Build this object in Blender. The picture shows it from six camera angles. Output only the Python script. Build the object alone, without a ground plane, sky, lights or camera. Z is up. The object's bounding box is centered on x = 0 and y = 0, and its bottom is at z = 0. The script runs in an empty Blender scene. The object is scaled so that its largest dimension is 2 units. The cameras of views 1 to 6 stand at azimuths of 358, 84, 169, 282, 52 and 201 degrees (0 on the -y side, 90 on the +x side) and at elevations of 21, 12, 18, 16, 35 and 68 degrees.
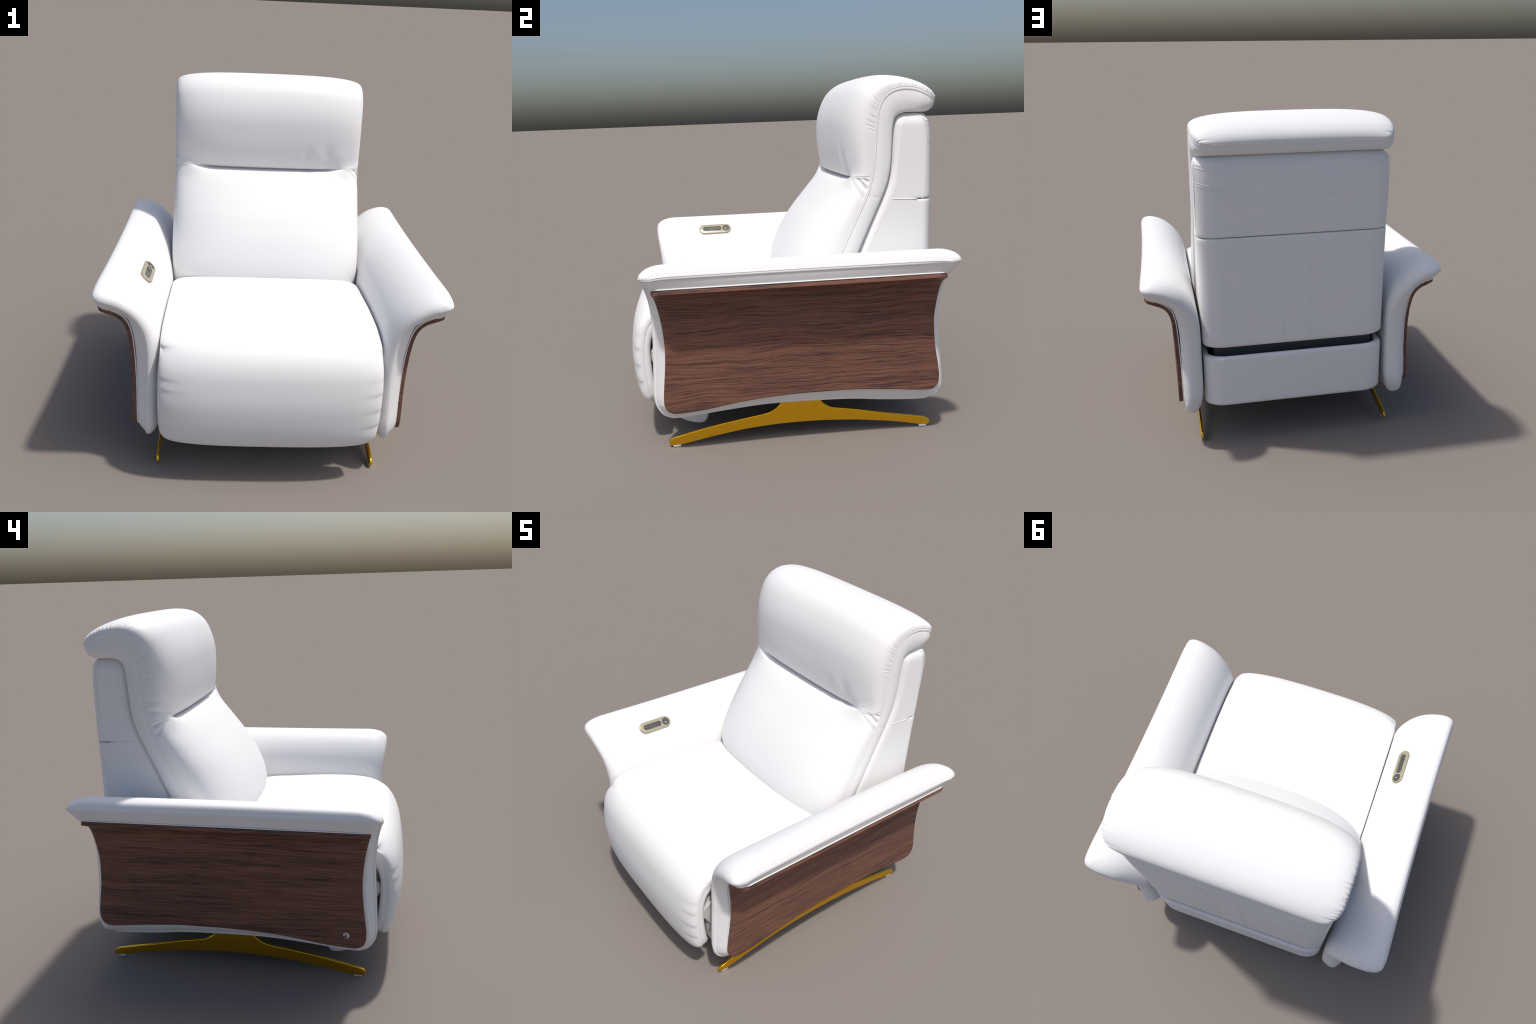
import bpy, bmesh, math, random
import numpy as np
from mathutils import Vector, Matrix

random.seed(7)
rng = np.random.default_rng(7)

# ------------------------------------------------------------------ helpers
def cubic(knots, vals, t):
    """Cubic Hermite through control values at uneven knots."""
    k = np.asarray(knots, float); v = np.asarray(vals, float)
    if v.ndim == 1:
        v = v[:, None]
    d = (v[1:] - v[:-1]) / (k[1:] - k[:-1])[:, None]
    m = np.empty_like(v)
    m[0], m[-1] = d[0], d[-1]
    h = (k[1:] - k[:-1])[:, None]
    m[1:-1] = (d[:-1] * h[1:] + d[1:] * h[:-1]) / (h[1:] + h[:-1])
    t = np.clip(np.asarray(t, float), k[0], k[-1])
    i = np.clip(np.searchsorted(k, t, side='right') - 1, 0, len(k) - 2)
    H = h[i]; s = ((t - k[i])[:, None]) / H
    return ((2*s**3 - 3*s**2 + 1) * v[i] + (s**3 - 2*s**2 + s) * H * m[i]
            + (-2*s**3 + 3*s**2) * v[i+1] + (s**3 - s**2) * H * m[i+1])

def chord_knots(pts):
    p = np.asarray(pts, float)
    d = np.sqrt(np.linalg.norm(np.diff(p, axis=0), axis=1))
    return np.concatenate([[0], np.cumsum(d)])

def rows_between(knots, per):
    """Sample parameters: 'per' rows in each span."""
    out = []
    for i in range(len(knots) - 1):
        n = per[i] if hasattr(per, '__len__') else per
        out += list(np.linspace(knots[i], knots[i+1], n, endpoint=False))
    out.append(knots[-1])
    return np.array(out)

def table(xs, ys, x):
    xs = np.asarray(xs, float); o = np.argsort(xs)
    return cubic(xs[o], np.asarray(ys, float)[o], x)[:, 0]

def smooth(a, b, x):
    t = np.clip((x - a) / (b - a), 0, 1)
    return t * t * (3 - 2 * t)

def link(ob, parent=None):
    bpy.context.scene.collection.objects.link(ob)
    if parent is not None:
        ob.parent = parent
    return ob

def mesh_object(name, verts, faces, mat, parent=None, smooth_shade=True, normals=None):
    me = bpy.data.meshes.new(name)
    me.from_pydata([tuple(map(float, v)) for v in verts], [], [tuple(map(int, f)) for f in faces])
    me.validate()
    me.polygons.foreach_set('use_smooth', [smooth_shade] * len(me.polygons))
    if mat:
        me.materials.append(mat)
    me.update()
    if normals is not None:
        me.normals_split_custom_set_from_vertices([tuple(n) for n in normals])
    return link(bpy.data.objects.new(name, me), parent)

def vertex_normals(V, F):
    N = np.zeros_like(V)
    F = np.asarray(F)
    n = np.cross(V[F[:, 2]] - V[F[:, 0]], V[F[:, 3]] - V[F[:, 1]])
    for c in range(4):
        np.add.at(N, F[:, c], n)
    L = np.linalg.norm(N, axis=1, keepdims=True)
    return N / np.where(L < 1e-12, 1, L)

def grid_normals(G):
    a = np.gradient(G, axis=0); b = np.gradient(G, axis=1)
    n = np.cross(a, b)
    return n / np.maximum(np.linalg.norm(n, axis=2, keepdims=True), 1e-9)

def slab(F, B, band, swell=None, relief=None):
    """Closed upholstered slab: face grid F, back grid B, joined round the edge
    by a band whose rings are (fraction across, outward offset).
    Returns verts, quads and a row index per quad."""
    n, m, _ = F.shape
    V = [F.reshape(-1, 3), B.reshape(-1, 3)]
    idF = np.arange(n * m).reshape(n, m); idB = idF + n * m
    Q, R = [], []
    for i in range(n - 1):
        for j in range(m - 1):
            Q.append((idF[i, j], idF[i+1, j], idF[i+1, j+1], idF[i, j+1])); R.append(i)
            Q.append((idB[i, j], idB[i, j+1], idB[i+1, j+1], idB[i+1, j])); R.append(i)
    ij = ([(0, j) for j in range(m)] + [(i, m-1) for i in range(1, n)] +
          [(n-1, j) for j in range(m-2, -1, -1)] + [(i, 0) for i in range(n-2, 0, -1)])
    ii = np.array([a for a, b in ij]); jj = np.array([b for a, b in ij])
    fb = F[ii, jj]; bb = B[ii, jj]
    tan = np.roll(fb, -1, 0) - np.roll(fb, 1, 0)
    out = np.cross(tan, bb - fb)
    out /= np.maximum(np.linalg.norm(out, axis=1, keepdims=True), 1e-9)
    cen = F.reshape(-1, 3).mean(0)
    if np.sum(out * (fb - cen)) < 0:
        out = -out
    for _ in range(4):
        out = (np.roll(out, 1, 0) + out * 2 + np.roll(out, -1, 0))
        out /= np.maximum(np.linalg.norm(out, axis=1, keepdims=True), 1e-9)
    base = 2 * n * m; K = len(ij)
    rings = [idF[ii, jj]]
    for f, o in band:
        if relief is not None: o = o * relief(fb)[:, None]
        puff = o if swell is None else o + ((swell(fb) if callable(swell) else swell[ii]) * math.sin(math.pi * f))[:, None]
        V.append(fb + (bb - fb) * f + out * puff)
        rings.append(base + np.arange(K)); base += K
    rings.append(idB[ii, jj])
    for a, b in zip(rings[:-1], rings[1:]):
        for k in range(K):
            k2 = (k + 1) % K
            Q.append((a[k], a[k2], b[k2], b[k])); R.append(min(ii[k], ii[k2]))
    V = np.concatenate(V); Q = np.array(Q); R = np.array(R)
    # make the winding consistent and outward
    vol = np.sum(np.cross(V[Q[:, 0]], V[Q[:, 1]]) * V[Q[:, 2]]) + \
          np.sum(np.cross(V[Q[:, 0]], V[Q[:, 2]]) * V[Q[:, 3]])
    return V, Q, R

def slab_objects(V, Q, R, parts, mat, parent):
    """Split one smooth slab into named objects by row range; shared normals."""
    bm = bmesh.new()
    vs = [bm.verts.new(v) for v in V]
    for q in Q:
        try: bm.faces.new([vs[i] for i in q])
        except ValueError: pass
    bmesh.ops.recalc_face_normals(bm, faces=bm.faces[:])
    bm.verts.index_update(); bm.normal_update()
    N = np.array([v.normal[:] for v in bm.verts])
    flip = {}
    for f in bm.faces:
        flip[frozenset(v.index for v in f.verts)] = [v.index for v in f.verts]
    bm.free()
    obs = []
    for name, lo, hi in parts:
        sel = [flip[frozenset(map(int, q))] for q, r in zip(Q, R)
               if lo <= r < hi and frozenset(map(int, q)) in flip]
        used = sorted({i for f in sel for i in f}); mp = {a: b for b, a in enumerate(used)}
        obs.append(mesh_object(name, V[used], [[mp[i] for i in f] for f in sel], mat, parent, normals=N[used]))
    return obs

def tube(points, r, sides=6):
    """Thin round cord along a polyline -> verts, faces."""
    P = np.asarray(points, float); n = len(P)
    T = np.gradient(P, axis=0); T /= np.maximum(np.linalg.norm(T, axis=1, keepdims=True), 1e-9)
    up = np.array([0.31, 0.87, 0.39]); V = []; F = []
    for p, t in zip(P, T):
        a = np.cross(t, up); a /= np.linalg.norm(a); b = np.cross(t, a)
        for k in range(sides):
            w = 2 * math.pi * k / sides
            V.append(p + r * (a * math.cos(w) + b * math.sin(w)))
    for i in range(n - 1):
        for k in range(sides):
            k2 = (k + 1) % sides
            F.append((i*sides+k, i*sides+k2, (i+1)*sides+k2, (i+1)*sides+k))
    F.append(tuple(range(sides))[::-1]); F.append(tuple((n-1)*sides + k for k in range(sides)))
    return V, F

def cords(name, lines, r, mat, parent):
    V, F = [], []
    for L in lines:
        v, f = tube(L, r); o = len(V)
        V += list(v); F += [tuple(i + o for i in q) for q in f]
    ob = mesh_object(name, V, F, mat, parent)
    ob["kind"] = "stuff"
    return ob

def bevel(ob, w, seg=2, ang=35):
    m = ob.modifiers.new('bevel', 'BEVEL'); m.width = w; m.segments = seg
    m.limit_method = 'ANGLE'; m.angle_limit = math.radians(ang); m.harden_normals = False
    return ob

def prism(name, outline, normal_axis, a, b, mat, parent, bev=0.003, seg=2):
    """Extrude a 2D outline along an axis (0=x,1=y,2=z) from a to b."""
    n = len(outline); V = []
    for h in (a, b):
        for p, q in outline:
            c = [p, q]; c.insert(normal_axis, h); V.append(c)
    F = [tuple(range(n)), tuple(range(n, 2*n))[::-1]]
    F += [(i, i + n, (i+1) % n + n, (i+1) % n) for i in range(n)]
    me = bpy.data.meshes.new(name); me.from_pydata(V, [], F)
    bm = bmesh.new(); bm.from_mesh(me); bmesh.ops.recalc_face_normals(bm, faces=bm.faces[:]); bm.to_mesh(me); bm.free()
    me.polygons.foreach_set('use_smooth', [True] * len(me.polygons))
    me.materials.append(mat)
    ob = link(bpy.data.objects.new(name, me), parent)
    if bev: bevel(ob, bev, seg)
    try: me.set_sharp_from_angle(angle=math.radians(40))
    except Exception: pass
    return ob

def stadium(L, W, n=14):
    """Rounded-end outline, length L along first axis."""
    r = W / 2; c = L / 2 - r; out = []
    for k in range(n + 1):
        a = -math.pi/2 + math.pi * k / n; out.append((c + r*math.cos(a), r*math.sin(a)))
    for k in range(n + 1):
        a = math.pi/2 + math.pi * k / n; out.append((-c + r*math.cos(a), r*math.sin(a)))
    return out

# ---------------------------------------------------------------- materials
def principled(name, color, rough=.5, metal=0., spec=.5):
    m = bpy.data.materials.new(name); m.use_nodes = True
    b = m.node_tree.nodes['Principled BSDF']
    b.inputs['Base Color'].default_value = (*color, 1)
    b.inputs['Roughness'].default_value = rough
    b.inputs['Metallic'].default_value = metal
    b.inputs['Specular IOR Level'].default_value = spec
    return m, m.node_tree, b

def leather_material():
    m, nt, b = principled('white_leather', (.80, .798, .80), .5, 0, .35)
    tc = nt.nodes.new('ShaderNodeTexCoord')
    v = nt.nodes.new('ShaderNodeTexVoronoi'); v.inputs['Scale'].default_value = 420
    n = nt.nodes.new('ShaderNodeTexNoise'); n.inputs['Scale'].default_value = 60
    bp = nt.nodes.new('ShaderNodeBump'); bp.inputs['Strength'].default_value = .03
    bp.inputs['Distance'].default_value = .002
    nt.links.new(tc.outputs['Object'], v.inputs['Vector']); nt.links.new(tc.outputs['Object'], n.inputs['Vector'])
    nt.links.new(v.outputs['Distance'], bp.inputs['Height']); nt.links.new(bp.outputs['Normal'], b.inputs['Normal'])
    mr = nt.nodes.new('ShaderNodeMapRange')
    mr.inputs['To Min'].default_value = .46; mr.inputs['To Max'].default_value = .56
    nt.links.new(n.outputs['Fac'], mr.inputs['Value']); nt.links.new(mr.outputs['Result'], b.inputs['Roughness'])
    return m

def wood_material():
    m, nt, b = principled('walnut_veneer', (.1, .05, .03), .5, 0, .3)
    N = nt.nodes.new; L = nt.links.new
    tc = N('ShaderNodeTexCoord')
    # slow wander of the grain lines
    def wander(scale, amp, src):
        mpw = N('ShaderNodeMapping'); mpw.inputs['Scale'].default_value = scale
        wn = N('ShaderNodeTexNoise'); wn.inputs['Scale'].default_value = 1.; wn.inputs['Detail'].default_value = 2
        L(tc.outputs['Object'], mpw.inputs['Vector']); L(mpw.outputs['Vector'], wn.inputs['Vector'])
        sub = N('ShaderNodeVectorMath'); sub.operation = 'SUBTRACT'; sub.inputs[1].default_value = (.5, .5, .5)
        sc = N('ShaderNodeVectorMath'); sc.operation = 'MULTIPLY'; sc.inputs[1].default_value = (.015, 0, amp)
        ad = N('ShaderNodeVectorMath'); ad.operation = 'ADD'
        L(wn.outputs['Color'], sub.inputs[0]); L(sub.outputs[0], sc.inputs[0])
        L(sc.outputs[0], ad.inputs[0]); L(src, ad.inputs[1])
        return ad
    w1 = wander((1.5, 3.0, 5), .058, tc.outputs['Object'])
    add = wander((2, 9, 13), .006, w1.outputs[0])
    def grain(scale, detail, rough):
        mp = N('ShaderNodeMapping'); mp.inputs['Scale'].default_value = scale
        t = N('ShaderNodeTexNoise'); t.inputs['Scale'].default_value = 1
        t.inputs['Detail'].default_value = detail; t.inputs['Roughness'].default_value = rough
        L(add.outputs[0], mp.inputs['Vector']); L(mp.outputs['Vector'], t.inputs['Vector'])
        return t
    broad = grain((7, 1.0, 26), 3, .5)
    streak = grain((60, 3.2, 205), 5, .66)
    fine = grain((160, 12, 520), 2, .6)
    r1 = N('ShaderNodeValToRGB'); e = r1.color_ramp.elements
    e[0].position = .43; e[0].color = (.036, .026, .028, 1)
    e[1].position = .68; e[1].color = (.255, .116, .077, 1)
    k = e.new(.485); k.color = (.092, .046, .037, 1)
    k = e.new(.535); k.color = (.160, .074, .051, 1)
    a1 = N('ShaderNodeMath'); a1.operation = 'MULTIPLY_ADD'; a1.inputs[1].default_value = .67
    a2 = N('ShaderNodeMath'); a2.operation = 'MULTIPLY'; a2.inputs[1].default_value = .21
    a3 = N('ShaderNodeMath'); a3.operation = 'MULTIPLY_ADD'; a3.inputs[1].default_value = .20
    L(broad.outputs['Fac'], a2.inputs[0]); L(streak.outputs['Fac'], a1.inputs[0]); L(a2.outputs[0], a1.inputs[2])
    L(fine.outputs['Fac'], a3.inputs[0]); L(a1.outputs[0], a3.inputs[2])
    L(a3.outputs[0], r1.inputs['Fac']); L(r1.outputs['Color'], b.inputs['Base Color'])
    bp = N('ShaderNodeBump'); bp.inputs['Strength'].default_value = .12; bp.inputs['Distance'].default_value = .002
    L(streak.outputs['Fac'], bp.inputs['Height']); L(bp.outputs['Normal'], b.inputs['Normal'])
    return m

def gold_material():
    m, nt, b = principled('brushed_gold', (.93, .53, .03), .25, 1.)
    tc = nt.nodes.new('ShaderNodeTexCoord'); n = nt.nodes.new('ShaderNodeTexNoise')
    n.inputs['Scale'].default_value = 9; n.inputs['Detail'].default_value = 3
    mr = nt.nodes.new('ShaderNodeMapRange'); mr.inputs['To Min'].default_value = .14; mr.inputs['To Max'].default_value = .22
    nt.links.new(tc.outputs['Object'], n.inputs['Vector']); nt.links.new(n.outputs['Fac'], mr.inputs['Value'])
    nt.links.new(mr.outputs['Result'], b.inputs['Roughness'])
    return m

LEATHER = leather_material()
WOOD = wood_material()
GOLD = gold_material()
BEIGE = principled('champagne_plastic', (.335, .31, .215), .27, .1)[0]
DARK = principled('dark_button_plastic', (.075, .075, .077), .3)[0]
BLACK = principled('black_ring_plastic', (.012, .012, .012), .4)[0]
CLEAR = principled('glide_plastic', (.6, .62, .63), .25)[0]
FRAME = principled('pale_underframe', (.48, .48, .48), .7)[0]
SHADE_GREY = principled('slot_shade_grey', (.10, .103, .112), .7)[0]  # shade on the leather inside the rear slot, put into the colour
LIGHT = principled('icon_silver', (.85, .85, .85), .3)[0]
RED = principled('badge_red', (.45, .03, .03), .45)[0]
GREY = principled('badge_grey', (.14, .14, .16), .45)[0]
IVORY = principled('badge_ivory', (.62, .60, .58), .4)[0]
STEEL = principled('pale_steel_bracket', (.66, .65, .62), .3, .25)[0]

root = bpy.data.objects.new('recliner_armchair', None)
link(root)
root["label"] = "white leather recliner armchair with walnut side panels and gold feet"
root["category"] = "armchair"

# piping / stitched groove profile used round every upholstered edge
def band_profile(bulge, roll, groove, at=.16):
    """Seam, a small padded roll, a stitched line, then the plain band."""
    r = [(.012, .0003), (.03, -groove), (.05, -.2 * groove), (at * .5, roll), (at * .78, roll * .8), (at * .93, -.2 * groove),
         (at, -groove * 1.1), (at * 1.07, -.3 * groove), (at * 1.25, .0006)]
    f0 = at * 1.25
    r += [(f, .0006 + bulge * math.sin(math.pi * (f - f0) / (1 - f0))) for f in (f0 + (1 - f0) * k / 6 for k in range(1, 6))]
    return r

# ------------------------------------------------------------- back cushion
# columns: face centre line (y,z), side seam (y,z), rear edge of side band (y,z),
# half width, squareness of the cross-section
BACK = np.array([
    (.860, 1.853, .860, 1.853, .812, 1.788, .466, 3.4),
    (.858, 1.874, .850, 1.857, .803, 1.787, .521, 3.4),
    (.843, 1.902, .824, 1.866, .785, 1.786, .558, 3.4),
    (.803, 1.937, .780, 1.891, .748, 1.786, .580, 3.3),
    (.733, 1.971, .718, 1.915, .700, 1.787, .587, 3.2),
    (.655, 1.993, .652, 1.921, .660, 1.785, .589, 3.2),
    (.570, 2.000, .595, 1.909, .630, 1.775, .589, 3.2),
    (.488, 1.982, .550, 1.878, .610, 1.752, .588, 3.2),
    (.425, 1.935, .522, 1.832, .601, 1.712, .588, 3.2),
    (.380, 1.860, .509, 1.768, .597, 1.662, .587, 3.2),
    (.353, 1.770, .502, 1.700, .595, 1.610, .586, 3.2),
    (.348, 1.670, .498, 1.630, .592, 1.555, .586, 3.2),
    (.356, 1.565, .493, 1.560, .588, 1.500, .586, 3.1),
    (.373, 1.488, .487, 1.500, .580, 1.455, .586, 3.0),
    (.394, 1.446, .481, 1.468, .573, 1.425, .586, 2.9),
    (.418, 1.436, .478, 1.452, .569, 1.412, .586, 2.8),
    (.366, 1.420, .474, 1.436, .564, 1.398, .586, 2.7),
    (.313, 1.382, .458, 1.375, .547, 1.355, .587, 2.6),
    (.220, 1.288, .415, 1.280, .507, 1.268, .588, 2.5),
    (.127, 1.180, .365, 1.180, .461, 1.168, .589, 2.5),
    (.045, 1.050, .302, 1.050, .406, 1.042, .590, 2.5),
    (.003, .930, .252, .950, .362, .942, .590, 2.5),
    (.003, .850, .217, .870, .332, .862, .588, 2.5),
    (.045, .770, .192, .780, .312, .775, .584, 2.5),
    (.120, .660, .172, .660, .300, .660, .575, 2.5)])
# the same centre line where the crease has run out towards the sides
PLAIN = BACK[:, :2].copy()
PLAIN[12:19] = [(.356, 1.565), (.366, 1.500), (.364, 1.466), (.354, 1.452), (.346, 1.434), (.313, 1.385), (.220, 1.288)]
kn = chord_knots(BACK[:, :2])
per = [16]*5 + [30]*9 + [14]*3 + [14]*7
tt = rows_between(kn, per)
P = cubic(kn, BACK, tt)
PL = cubic(kn, PLAIN, tt)
rowstart = np.concatenate([[0], np.cumsum(per)])
CREASE = int(rowstart[15])
M = 150
# arc length along the seam for gathers
sa = np.concatenate([[0], np.cumsum(np.linalg.norm(np.diff(P[:, 2:4], axis=0), axis=1))])
th = np.linspace(-math.pi/2, math.pi/2, M)
F = np.zeros((len(tt), M, 3)); B = np.zeros_like(F)
for i in range(len(tt)):
    cy, cz, sy, sz, by, bz, w, p = P[i]
    s = np.sign(np.sin(th)) * np.abs(np.sin(th)) ** (2/p)
    h = np.abs(np.cos(th)) ** (2/p)
    k = 1 - smooth(.58, .88, np.abs(s))
    cy = PL[i, 0] + (cy - PL[i, 0]) * k; cz = PL[i, 1] + (cz - PL[i, 1]) * k
    F[i, :, 0] = w * s - .005
    F[i, :, 1] = sy + (cy - sy) * h
    F[i, :, 2] = sz + (cz - sz) * h
    B[i, :, 0] = (w - .012) * np.linspace(-1, 1, M) - .005
    B[i, :, 1] = by; B[i, :, 2] = bz
Nf = grid_normals(F)
Nf[0] = Nf[1]; Nf[:, 0] = Nf[:, 1]; Nf[:, -1] = Nf[:, -2]
if Nf[len(tt)//2, M//2, 1] > 0: Nf = -Nf
# distance from the side seam, along the surface
step = np.linalg.norm(np.diff(F, axis=1), axis=2)
dl = np.concatenate([np.zeros((len(tt), 1)), np.cumsum(step, axis=1)], axis=1)
dr = dl[:, -1:] - dl
disp = np.zeros(F.shape[:2])
def pleat(centre, width, reach, depth, side, slant=0.):
    """One soft fold running in from the side seam at seam arc position 'centre'."""
    d = dr if side > 0 else dl
    pos = sa[:, None] - centre - slant * d
    return -depth * np.exp(-(pos / width) ** 2) * np.exp(-(d / reach) ** 2) * smooth(.001, .012, d)
seam_z = P[:, 3]
for side in (1, -1):
    a0 = np.interp(.30, sa, sa)
    top = sa[int(rowstart[1])]
    c = top
    while c < sa[int(rowstart[10])]:
        dens = .016 if c < sa[int(rowstart[8])] else .021
        c += dens * (.7 + .7 * rng.random())
        amp = (.0029 if side > 0 else .0048) * (.5 + .8 * rng.random())
        if 0.62 < (c - top) / (sa[int(rowstart[10])] - top) < .70: amp *= .3
        disp += pleat(c, .0048, .045 * (.6 + .7 * rng.random()), amp, side, .25 * (rng.random() - .5))
sc = np.interp(kn[15], tt, sa)
for side, lst in ((1, ((.035, .011, .12, .010, .75), (.075, .016, .13, .012, .85), (.125, .018, .11, .006, .9))),
                  (-1, ((-.055, .012, .12, .006, -.15), (-.11, .014, .10, .005, -.1), (.035, .011, .13, .008, .5),
                        (.085, .014, .10, .007, .7)))):
    for off, wd, reach, dep, sl in lst:
        disp += pleat(sc + off, wd, reach, dep, side, -sl) * (smooth(sc, sc + .012, sa)[:, None] if off > 0 else 1.)
# long soft dents low on the headrest, right of centre
Xg = F[:, :, 0]; Zg = F[:, :, 2]; Yg = F[:, :, 1]
for x0, z0, sx, szz, d in ((.15, 1.56, .03, .05, -.002), (.235, 1.535, .028, .05, -.005), (.30, 1.55, .03, .05, .002), (.365, 1.535, .034, .065, -.006), (.45, 1.52, .04, .05, .003)):
    disp += d * np.exp(-((Xg - x0) / sx) ** 2 - ((Zg - z0) / szz) ** 2) * (Zg > 1.4)
# thin sewn line where headrest and lumbar pad meet
disp += -.004 * np.exp(-((sa[:, None] - sc) / .004) ** 2) * np.exp(-np.minimum(dl, dr) / .15) * smooth(.002, .014, np.minimum(dl, dr))
F += Nf * disp[:, :, None]
swell = .009 * (1 - smooth(kn[1], kn[5], tt))
swell = swell - .0035 * np.exp(-((P[:, 3] - 1.352) / .004) ** 2)
V, Q, R = slab(F, B, band_profile(.006, .0018, .0009), swell)
back_head, back_lumbar = slab_objects(V, Q, R, [('headrest', 0, CREASE), ('lumbar_cushion', CREASE, 10**6)], LEATHER, root)

# ------------------------------------------------------ seat and footrest
SEAT = np.array([
    (.200, .800, .200, .735, .200, .60, .574, 2.3),
    (.050, .846, .050, .775, .050, .60, .576, 2.4),
    (-.140, .857, -.140, .788, -.140, .60, .577, 2.7),
    (-.380, .868, -.360, .797, -.360, .60, .577, 3.0),
    (-.580, .866, -.540, .797, -.530, .61, .577, 3.0),
    (-.680, .853, -.620, .789, -.590, .64, .577, 2.9),
    (-.752, .826, -.682, .774, -.640, .67, .576, 2.8),
    (-.802, .790, -.724, .755, -.680, .695, .574, 2.7),
    (-.839, .743, -.751, .729, -.700, .690, .574, 2.6),
    (-.863, .685, -.776, .688, -.730, .662, .577, 2.6),
    (-.878, .605, -.795, .605, -.755, .595, .580, 2.6),
    (-.886, .510, -.801, .510, -.758, .505, .581, 2.6),
    (-.881, .410, -.797, .410, -.752, .410, .581, 2.6),
    (-.869, .330, -.788, .330, -.742, .345, .578, 2.7),
    (-.853, .275, -.777, .283, -.730, .305, .568, 2.8),
    (-.836, .244, -.770, .258, -.733, .278, .545, 2.8),
    (-.803, .234, -.762, .247, -.722, .266, .502, 2.8),
    (-.770, .240, -.755, .243, -.715, .260, .450, 2.8)])
kn = chord_knots(SEAT[:, :2])
per = [8]*5 + [16]*12
tt = rows_between(kn, per)
P = cubic(kn, SEAT, tt)
rowstart = np.concatenate([[0], np.cumsum(per)])
M = 130
th = np.linspace(-math.pi/2, math.pi/2, M)
F = np.zeros((len(tt), M, 3)); B = np.zeros_like(F)
for i in range(len(tt)):
    cy, cz, sy, sz, by, bz, w, p = P[i]
    s = np.sign(np.sin(th)) * np.abs(np.sin(th)) ** (2/p)
    h = np.abs(np.cos(th)) ** (2/p)
    F[i, :, 0] = w * s
    F[i, :, 1] = sy + (cy - sy) * h
    F[i, :, 2] = sz + (cz - sz) * h
    B[i, :, 0] = (w - .01) * np.linspace(-1, 1, M)
    B[i, :, 1] = by; B[i, :, 2] = bz
Nf = grid_normals(F); Nf[:, 0] = Nf[:, 1]; Nf[:, -1] = Nf[:, -2]
if Nf[len(tt)//2, M//2, 1] > 0: Nf = -Nf
step = np.linalg.norm(np.diff(F, axis=1), axis=2)
dl = np.concatenate([np.zeros((len(tt), 1)), np.cumsum(step, axis=1)], axis=1); dr = dl[:, -1:] - dl
sz_row = P[:, 3][:, None]
disp = np.zeros(F.shape[:2])
def pucker(z0, wz, reach, depth, side, slant=0.):
    """Fold with one crisp edge, tapering in from the footrest's side seam."""
    d = dr if side > 0 else dl
    q = (sz_row - z0 - slant * d) / wz
    sh = np.where(q > 0, np.exp(-(q * 2.4) ** 2), np.exp(-(q * .8) ** 2))
    live = smooth(.80, .76, sz_row) + (z0 > .74)
    return -depth * sh * np.exp(-(d / reach) ** 2) * smooth(.0, .03, d) * np.clip(live, 0, 1)
for z0, dep in ((.645, .0022), (.565, .0042), (.47, .0036), (.375, .005)):
    disp += pucker(z0, .030, .10, dep, 1, -.06)
for z0, dep, wz in ((.63, .0045, .03), (.57, .0045, .03), (.345, .004, .03)):
    disp += pucker(z0, wz, .10, dep, -1, -.03)
disp += pucker(.757, .014, .07, .014, -1)
disp += pucker(.757, .012, .05, .005, 1)
F += Nf * disp[:, :, None]
V, Q, R = slab(F, B, band_profile(.004, .0012, .0005, .22))
slab_objects(V, Q, R, [('seat_cushion', 0, int(rowstart[8])), ('footrest', int(rowstart[8]), 10**6)], LEATHER, root)

# ----------------------------------------------- side panel section (x,z), ends
# outer section of the veneered panel (x,z) with front and rear edge y
PANEL = np.array([
    (.727, .250, -.632, .750), (.727, .256, -.655, .776), (.727, .268, -.674, .795), (.727, .290, -.687, .811),
    (.727, .325, -.692, .818), (.727, .400, -.686, .812), (.728, .500, -.675, .797), (.731, .600, -.668, .786),
    (.735, .700, -.671, .783), (.741, .790, -.681, .793), (.751, .850, -.692, .802), (.766, .886, -.699, .807),
    (.791, .912, -.705, .810), (.826, .930, -.709, .811), (.858, .941, -.708, .806), (.880, .947, -.696, .792),
    (.893, .951, -.665, .757)])
BOT_Y = (-.66, -.632, -.583, -.468, -.303, -.137, .03, .20, .34, .52, .75, .80)
BOT_Z = (.0, .0, .002, .013, .038, .055, .063, .064, .062, .049, .026, .022)
pk = chord_knots(PANEL[:, :2])
pt = rows_between(pk, 6)
PP = cubic(pk, PANEL, pt)
tan = np.gradient(PP[:, :2], axis=0); tan /= np.linalg.norm(tan, axis=1, keepdims=True)
pn = np.stack([-tan[:, 1], tan[:, 0]], 1)     # towards the upholstery

def panel_ends(x, z):
    """Front and rear edge of the side panel near a section point."""
    c = PANEL[:10] if z < .80 else PANEL[9:]
    k, q = (1, z) if z < .80 else (0, x)
    return float(np.interp(q, c[:, k], c[:, 2])), float(np.interp(q, c[:, k], c[:, 3]))
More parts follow.
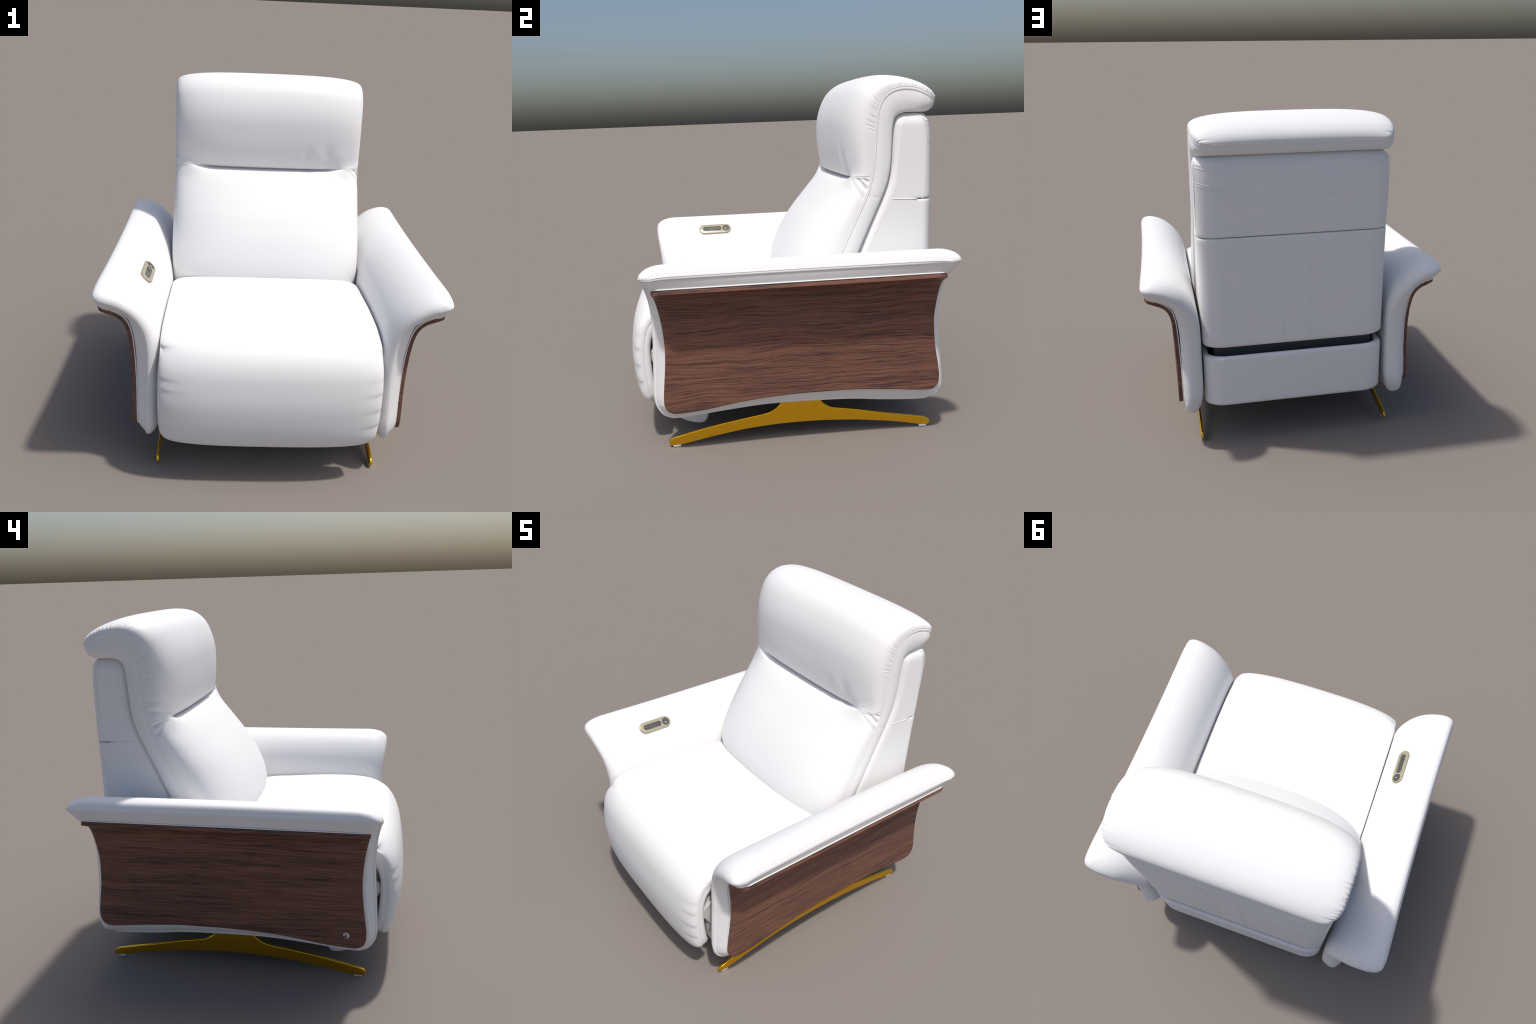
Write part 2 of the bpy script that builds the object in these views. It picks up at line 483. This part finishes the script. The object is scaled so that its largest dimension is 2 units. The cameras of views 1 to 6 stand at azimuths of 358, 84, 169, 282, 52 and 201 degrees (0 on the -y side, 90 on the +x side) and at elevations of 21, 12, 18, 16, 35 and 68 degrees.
# ------------------------------------------------------------------ armrest
# section stations bottom -> outer tip: seam at the ends (x,z), full inner/top
# surface (x,z), outer side behind the wood (x,z), front y, rear y
ARM = np.array([
    (.652, .195, .649, .191, .688, .250, -.655, .770),
    (.647, .210, .622, .204, .692, .262, -.698, .812),
    (.643, .252, .598, .247, .695, .280, -.733, .836),
    (.641, .310, .584, .310, .697, .310, -.748, .847),
    (.637, .410, .578, .400, .698, .410, -.746, .844),
    (.634, .525, .577, .520, .699, .520, -.741, .836),
    (.633, .630, .577, .620, .700, .620, -.736, .834),
    (.633, .720, .578, .720, .701, .700, -.735, .836),
    (.640, .800, .584, .810, .706, .780, -.738, .845),
    (.657, .865, .601, .885, .716, .840, -.744, .858),
    (.692, .925, .634, .955, .735, .895, -.754, .872),
    (.735, .972, .681, 1.013, .765, .932, -.763, .882),
    (.790, 1.006, .738, 1.058, .805, .955, -.768, .886),
    (.840, 1.023, .800, 1.085, .840, .961, -.770, .884),
    (.880, 1.034, .855, 1.094, .864, .968, -.763, .873),
    (.903, 1.039, .895, 1.083, .877, .973, -.742, .850),
    (.912, 1.037, .914, 1.046, .882, .976, -.700, .805)])
kn = chord_knots(ARM[:, 2:4])
tt = rows_between(kn, 7)
P = cubic(kn, ARM, tt)
NV = 110
vv = np.concatenate([np.linspace(0, .12, 28, endpoint=False), np.linspace(.12, .88, NV-56, endpoint=False), np.linspace(.88, 1, 28)])
ARCH_Y = (-.70, -.651, -.552, -.386, -.135, .119, .35, .53, .71, .80)
ARCH_Z = (0, 0, .006, .023, .042, .041, .032, .014, .002, 0)

def armrest(side):
    F = np.zeros((len(tt), len(vv), 3)); B = np.zeros_like(F)
    zn = P[:, 3]
    for i in range(len(tt)):
        sx, sz, ix, iz, ox, oz, yf, yr = P[i]
        low = 1 - smooth(.80, .98, zn[i])
        y = yf + (yr - yf) * vv
        rl = .085 + .045 * smooth(.7, 1.0, zn[i])
        cap = lambda d, r: np.sqrt(np.clip(1 - (1 - np.clip(d / r, 0, 1)) ** 2.2, 0, 1)) ** 1.1
        keep = .55 * low * smooth(.24, .36, zn[i])                       # the rear end stays fuller low down
        h = cap(y - yf, rl) * (keep + (1 - keep) * cap(yr - y, rl * (1 - .4 * low)))
        arch = table(ARCH_Y, ARCH_Z, y) * (1 - smooth(.21, .55, zn[i]))
        F[i, :, 0] = (sx + (ix - sx) * h); F[i, :, 1] = y
        F[i, :, 2] = sz + (iz - sz) * h + arch
        bf, br = panel_ends(ox, oz); bf -= .010; br += .010
        yb = bf + (br - bf) * vv
        bow = .013 * (1 - np.clip(np.abs(y) / .8, 0, 1) ** 2) * smooth(.86, 1.06, zn[i])
        F[i, :, 0] -= bow
        B[i, :, 0] = ox; B[i, :, 1] = yb; B[i, :, 2] = oz + arch
    F[:, :, 0] *= side; B[:, :, 0] *= side
    V, Q, R = slab(F, B, band_profile(.001, .0034, .0010, .26), lambda p: .020 * smooth(.76, .82, p[:, 1]) * (1 - smooth(.86, 1.0, p[:, 2])), lambda p: 1 - .85 * smooth(.62, .80, p[:, 1]))
    return slab_objects(V, Q, R, [('armrest', 0, 10**6)], LEATHER, root)[0]

# ------------------------------------------------------------ side panels
def panel(name, side, o0, o1, mat, parent, grow=0.):
    NV = 70
    v = np.linspace(0, 1, NV)
    grids = []
    for o in (o0, o1):
        G = np.zeros((len(pt), NV, 3))
        for i in range(len(pt)):
            x, z, yf, yr = PP[i]
            y = (yf - grow) + (yr - yf + 2 * grow) * v
            lift = table(BOT_Y, BOT_Z, y) * (1 - smooth(.25, .62, z))
            g = grow * (i / (len(pt) - 1)) * np.array([tan[-1, 0], tan[-1, 1]])
            G[i, :, 0] = (x + pn[i, 0] * o + g[0]) * side
            G[i, :, 1] = y
            G[i, :, 2] = z + pn[i, 1] * o + lift + g[1]
        grids.append(G)
    V, Q, R = slab(grids[0], grids[1], [])
    ob = slab_objects(V, Q, R, [(name, 0, 10**6)], mat, parent)[0]
    me = ob.data
    bm = bmesh.new(); bm.from_mesh(me)
    rim = [e for e in bm.edges if len(e.link_faces) == 2 and e.calc_face_angle() > math.radians(50)]
    bmesh.ops.bevel(bm, geom=rim, offset=min(.003, abs(o1 - o0) * .3), segments=2, affect='EDGES', profile=.5)
    bm.to_mesh(me); bm.free()
    if 'custom_normal' in me.attributes: me.attributes.remove(me.attributes['custom_normal'])
    me.polygons.foreach_set('use_smooth', [True] * len(me.polygons))
    me.set_sharp_from_angle(angle=math.radians(50))
    return ob

arms = {}
for side in (1, -1):
    a = armrest(side); arms[side] = a
    panel('side_panel', side, 0, .023, WOOD, a)
    panel('panel_lining', side, .0240, .0300, LEATHER, a, grow=.004)

# ---------------------------------------------------------------- back shell
CUSH_Z = (.60, .775, .862, .942, 1.042, 1.168, 1.268, 1.355, 1.425, 1.50, 1.61, 1.712, 1.75, 1.80)
CUSH_Y = (.300, .312, .332, .362, .406, .461, .507, .547, .573, .588, .595, .601, .607, .612)
def plan_loop(w, yf, yr, a, b, rf, n=14):
    """Plan outline of a shell: broad elliptical rear corners, tight front ones."""
    pts = []
    for k in range(n + 1):
        t = math.pi/2 * k / n
        pts.append((w - rf + rf * math.sin(t), yf + rf - rf * math.cos(t)))
    for k in range(1, 9):
        pts.append((w, yf + rf + (yr - b - yf - rf) * k / 9))
    for k in range(n + 1):
        t = math.pi/2 * k / n
        pts.append((w - a + a * math.cos(t), yr - b + b * math.sin(t)))
    right = pts
    xs = np.linspace(w - a, -(w - a), 18)[1:-1]
    return right + [(x, yr) for x in xs] + [(-x, y) for x, y in reversed(right)]

def loft(name, loops, zs, mat, parent, cap_top=True, cap_bot=True):
    n = len(loops[0]); V = []; Fc = []
    for L, z in zip(loops, zs):
        for p in L:
            V.append((p[0], p[1], z if not hasattr(z, '__len__') else z[0]))
    for i in range(len(loops) - 1):
        for k in range(n):
            k2 = (k + 1) % n
            Fc.append((i*n + k, i*n + k2, (i+1)*n + k2, (i+1)*n + k))
    h = n // 2
    def cap(base, rev):
        for k in range(h - 1):
            q = (base + k, base + k + 1, base + n - 2 - k, base + n - 1 - k)
            Fc.append(q[::-1] if rev else q)
    if cap_bot: cap(0, True)
    if cap_top: cap((len(loops) - 1) * n, False)
    me = bpy.data.meshes.new(name); me.from_pydata(V, [], Fc)
    bm = bmesh.new(); bm.from_mesh(me); bmesh.ops.recalc_face_normals(bm, faces=bm.faces[:]); bm.to_mesh(me); bm.free()
    me.polygons.foreach_set('use_smooth', [True] * len(me.polygons))
    me.materials.append(mat)
    return link(bpy.data.objects.new(name, me), parent)

SH_Z = (.64, .90, 1.04, 1.21, 1.33, 1.49, 1.63, 1.70, 1.745)
SH_YR = (.838, .838, .837, .837, .838, .838, .836, .831, .823)
SH_W = (.562, .563, .564, .566, .568, .569, .570, .570, .570)
def shell_size(z):
    return (float(table(SH_Z, SH_W, np.array([min(z, 1.745)]))[0]),
            float(table(CUSH_Z, CUSH_Y, np.array([z]))[0]) + .008,
            float(table(SH_Z, SH_YR, np.array([min(z, 1.745)]))[0]))
SLIT = 1.322
def shell_loop(z, dw=0., dyf=0., dyr=0., rear_in=0., rf=.045):
    w, yf, yr = shell_size(z)
    L = plan_loop(w - dw, yf + dyf, yr - dyr, .12, .070, rf)
    if rear_in:
        out = []
        for x, y in L:
            k = float(smooth(.722, .734, y)) * rear_in
            sx = max(0., abs(x) - .44) / .13
            out.append((x - math.copysign(k * min(1, sx * 1.2), x), y - k * (1 - .7 * min(1, sx))))
        L = out
    return L
loops, zs = [], []
def put(z, **k):
    loops.append(shell_loop(z, **k)); zs.append(z)
for k in range(7):                                    # rolled lower edge
    t = math.pi/2 * k / 6; r = .036
    put(.630 + r * (1 - math.cos(t)), dw=r * (1 - math.sin(t)), dyr=r * (1 - math.sin(t)), dyf=.0)
for z in np.linspace(.70, SLIT - .03, 22): put(z)
for dz, dep in ((-.016, 0), (-.009, .0008), (-.005, .003), (-.0034, .005), (-.0030, .024), (.0030, .024), (.0034, .005), (.005, .003), (.009, .0008), (.016, 0)):
    put(SLIT + dz, rear_in=dep)
for z in np.linspace(SLIT + .03, 1.715, 16): put(z)
for k in range(1, 10):                                # domed top
    t = math.pi/2 * k / 9
    c = 1 - math.cos(t)
    loops.append(shell_loop(1.715 + 0 * k, dw=.06 * c, dyf=.045 * c, dyr=.056 * c, rf=.045)); zs.append(1.715 + .074 * math.sin(t))
loops = [[(x + .006, y) for x, y in L] for L in loops]
shell = loft('back_shell', loops, zs, LEATHER, root)
shell.data.set_sharp_from_angle(angle=math.radians(55))

# sewn lines on the shell, laid on its surface
def on_rear(pts, n=60, sink=.0008):
    """Lay a drawn line on the shell's rear, following its rounded corners."""
    p = np.array(pts, float); k = chord_knots(p); out = []
    a, b = .12, .070
    for x, z in cubic(k, p, np.linspace(0, k[-1], n)):
        w, yf, yr = shell_size(z)
        d = min(.999, max(0., abs(x) - (w - a)) / a); e = math.sqrt(1 - d * d)
        nx, ny = d / a, e / b; L = math.hypot(nx, ny)
        out.append((x - math.copysign(sink * nx / L, x) + .006, yr - b + b * e - sink * ny / L, z))
    return out
lines = []
for off in (0, -.017):
    top = [(-.561, 1.741), (-.48, 1.723), (-.34, 1.694), (-.20, 1.670), (-.06, 1.657), (.06, 1.657), (.20, 1.670), (.34, 1.694), (.48, 1.723), (.561, 1.741)]
    lines.append(on_rear([(x, z + off) for x, z in top], 90))
for s in (1, -1):
    for off in (0, -.014):
        k = off
        path = [(.562, 1.640 + k), (.48, 1.622 + k), (.34, 1.594 + k), (.22, 1.568 + k * .9), (.150, 1.543 + k * .8),
                (.105 - k * .3, 1.508 + k * .3), (.082 - k * .9, 1.462), (.074 - k, 1.41), (.073 - k, SLIT + .012)]
        lines.append(on_rear([(s * x, z) for x, z in path], 70))
        lines.append(on_rear([(s * (.073 - k), SLIT - .014), (s * (.073 - k), 1.0), (s * (.073 - k), .668)], 30))
cords('back_stitching', lines, .0023, LEATHER, shell)
lines = []
side_path = np.array([(.36, .66), (.461, 1.041), (.565, 1.257), (.607, 1.346), (.637, 1.551), (.649, 1.664), (.655, 1.715), (.668, 1.745), (.695, 1.760),
                      (.725, 1.763), (.755, 1.758), (.776, 1.742), (.786, 1.71), (.786, 1.64), (.781, 1.50), (.768, 1.322), (.766, 1.21), (.766, .66)])
sk = chord_knots(side_path); sp = cubic(sk, side_path, np.linspace(0, sk[-1], 160))
for s in (1, -1):
    L = []
    for y, z in sp:
        w = shell_size(z)[0]
        if z > 1.715:
            w -= .06 * (1 - math.sqrt(max(0., 1 - ((z - 1.715) / .074) ** 2)))
        L.append((s * (w - .0006) + .006, y, z))
    lines.append(L)
cords('side_stitching', lines, .0018, LEATHER, shell)
w = shell_size(SLIT)[0]
cords('side_seam', [[(s * (w + .0002) + .006, y, SLIT + (.735 - y) * .05) for y in np.linspace(.60, .735, 14)] for s in (1, -1)], .0026, LEATHER, shell)

# ----------------------------------------------------------------- rear rail
def rail_loop(z, inset):
    return [(x + .007, y) for x, y in plan_loop(.561 - inset, .60, .852 - inset, .12, .085, .01)]
loops, zs = [], []
for k in range(8):                                    # rolled lower edge
    t = math.pi/2 * k / 7; r = .03
    loops.append(rail_loop(0, r * (1 - math.sin(t)))); zs.append(.250 + r * (1 - math.cos(t)))
for z in np.linspace(.30, .555, 8): loops.append(rail_loop(0, .0)); zs.append(z)
for k in range(1, 8):
    t = math.pi/2 * k / 7; r = .018
    loops.append(rail_loop(0, r * (1 - math.cos(t)))); zs.append(.564 + r * math.sin(t))
for ins, z in ((.024, .5815), (.029, .577), (.031, .568), (.031, .50), (.031, .40)):
    loops.append(rail_loop(0, ins)); zs.append(z)
rail = loft('rear_rail', loops, zs, LEATHER, root)
cords('rail_stitching', [[(x, .8515, z) for z in np.linspace(.272, .572, 20)] for x in (-.222, .222)], .0018, LEATHER, rail)

# ---------------------------------------------------------------- underframe
prism('underframe', [(-.545, -.725), (.545, -.725), (.545, .60), (-.545, .60)], 2, .33, .625, FRAME, root, .02)
prism('inner_panel', [(-.50, .70), (.50, .70), (.50, .745), (-.50, .745)], 2, .40, .70, SHADE_GREY, root, .006)
# pad hanging below the footrest
flap = [(-.665, .30), (-.655, .165), (-.63, .125), (-.59, .100), (-.54, .084), (-.50, .079), (-.48, .088), (-.466, .11), (-.452, .17), (-.44, .30)]
prism('footrest_support', flap, 0, -.50, .50, LEATHER, root, .012, 4)
for s in (1, -1):
    o = [(-.770, .52), (-.755, .56), (-.70, .60), (-.62, .60), (-.62, .36), (-.66, .34)]
    prism('footrest_bracket', o, 0, s * .515, s * .560, STEEL, root, .01, 3)

# ---------------------------------------------------------------------- legs
UP = [(-.690, .022), (-.688, .034), (-.682, .045), (-.668, .053), (-.614, .067), (-.562, .079), (-.476, .098), (-.389, .117), (-.302, .131), (-.216, .145),
      (-.165, .152), (-.129, .160), (-.100, .171), (-.078, .187), (-.060, .205), (-.048, .225), (-.040, .30), (.165, .30), (.168, .222), (.180, .200),
      (.197, .183), (.219, .170), (.245, .161), (.30, .152), (.382, .138), (.470, .119), (.561, .099), (.67, .078), (.779, .056), (.798, .048), (.809, .036), (.811, .024), (.805, .013)]
LO = [(.789, .008), (.743, .014), (.652, .034), (.56, .050), (.471, .062), (.38, .073), (.293, .080), (.20, .086), (.116, .088), (.03, .089), (-.06, .087), (-.15, .082),
      (-.235, .075), (-.31, .065), (-.392, .052), (-.48, .037), (-.565, .020), (-.620, .010), (-.66, .008), (-.682, .012)]
LEAN = .0
for s in (1, -1):
    ob = prism('leg', UP + LO, 0, -.008, .008, GOLD, root, .004, 3)
    for v in ob.data.vertices:
        v.co.x = s * (.597 - LEAN * v.co.z) + v.co.x
    for y0 in (-.645, .768):
        c = [(-.022, -.008), (.022, -.008), (.022, .008), (-.022, .008)]
        pad = prism('glide', [(b + s * .597, a + y0) for a, b in c], 2, 0, .012, CLEAR, ob, .002)

# ------------------------------------------------------------- control panel
n = Vector((.70, 0, .714)).normalized()
u = Vector((0, 1, 0)); w = n.cross(u).normalized()
base = Vector((-.6845, -.3455, 1.0085)) + n * .0085
FR = Matrix(((u.x, w.x, n.x, base.x), (u.y, w.y, n.y, base.y), (u.z, w.z, n.z, base.z), (0, 0, 0, 1)))
def placed(ob):
    ob.data.transform(FR); ob.data.update(); return ob
panel_ob = prism('control_panel', stadium(.228, .078), 2, -.014, .013, BEIGE, root, .005, 3)
slot = [(a - .020, b) for a, b in stadium(.132, .036)]
disc = lambda r: [(.078 + r * math.cos(t), r * math.sin(t)) for t in np.linspace(0, 2*math.pi, 37)[:-1]]
cutters = [prism('cutter', slot, 2, .0075, .03, BEIGE, None, 0), prism('cutter', disc(.0255), 2, .0075, .03, BEIGE, None, 0)]
for c in cutters:
    m = panel_ob.modifiers.new('recess', 'BOOLEAN'); m.operation = 'DIFFERENCE'; m.object = c; m.solver = 'EXACT'
bpy.context.view_layer.update()
cut = bpy.data.meshes.new_from_object(panel_ob.evaluated_get(bpy.context.evaluated_depsgraph_get()))
panel_ob.modifiers.clear(); panel_ob.data = cut
panel_ob.data.polygons.foreach_set('use_smooth', [True] * len(cut.polygons))
panel_ob.data.set_sharp_from_angle(angle=math.radians(40))
for c in cutters: bpy.data.objects.remove(c)
placed(panel_ob)
placed(prism('rocker_switch', [(a - .020, b) for a, b in stadium(.129, .033)], 2, .0, .0095, DARK, panel_ob, .002))
for c in (-.064, .024):
    placed(prism('button', [(a + c, b + .003) for a, b in stadium(.034, .021)], 2, .004, .0130, DARK, panel_ob, .002))
placed(prism('power_button', disc(.0245), 2, .0, .0105, DARK, panel_ob, .002))
placed(prism('power_mark', [(.0755, -.010), (.0785, -.010), (.0785, .002), (.0755, .002)], 2, .009, .0112, LIGHT, panel_ob, 0))
placed(prism('power_mark', [(.0745, .003), (.0795, .003), (.0795, .012), (.0745, .012)], 2, .009, .0112, BLACK, panel_ob, 0))

# ------------------------------------------------------------------- badge
def disc_x(r, y, z, n=28, a0=0, a1=2*math.pi):
    return [(y + r * math.cos(t), z + r * math.sin(t)) for t in np.linspace(a0, a1, n + 1)[:-1]]
by, bz, bx = -.586, .326, -.7272
ring_ob = prism('badge', disc_x(.0225, by, bz), 0, bx - .0015, bx + .004, BLACK, arms[-1], .0006)
prism('badge_face', disc_x(.0188, by, bz), 0, bx - .0026, bx, IVORY, ring_ob, .0005)
wedge = [(by, bz)] + disc_x(.0180, by, bz, 12, 0, math.pi * .62)
# the grey quarter sits low and to the rear
wedge = [(by + .003, bz)] + [(by + .0178 * math.cos(t), bz + .0178 * math.sin(t)) for t in np.linspace(-1.9, -.02, 14)][::1]
wedge = [( by - (p - by) if False else p, q) for p, q in wedge]
prism('badge_wedge', [(p, q) for p, q in wedge], 0, bx - .0031, bx - .001, GREY, ring_ob, 0)
for ang, L in ((1.9, .013), (-.95, .012), (-1.75, .012), (3.6, .006)):
    c, s_ = math.cos(ang), math.sin(ang); h = .0018
    o = [(by - s_*h*1.4, bz + c*h*1.4), (by + s_*h*1.4, bz - c*h*1.4), (by + c*L + s_*h*.6, bz + s_*L - c*h*.6), (by + c*L - s_*h*.6, bz + s_*L + c*h*.6)]
    # view from -x mirrors y
    o = [(2*by - p, q) for p, q in o]
    prism('badge_mark', o, 0, bx - .0036, bx - .001, RED, ring_ob, 0)
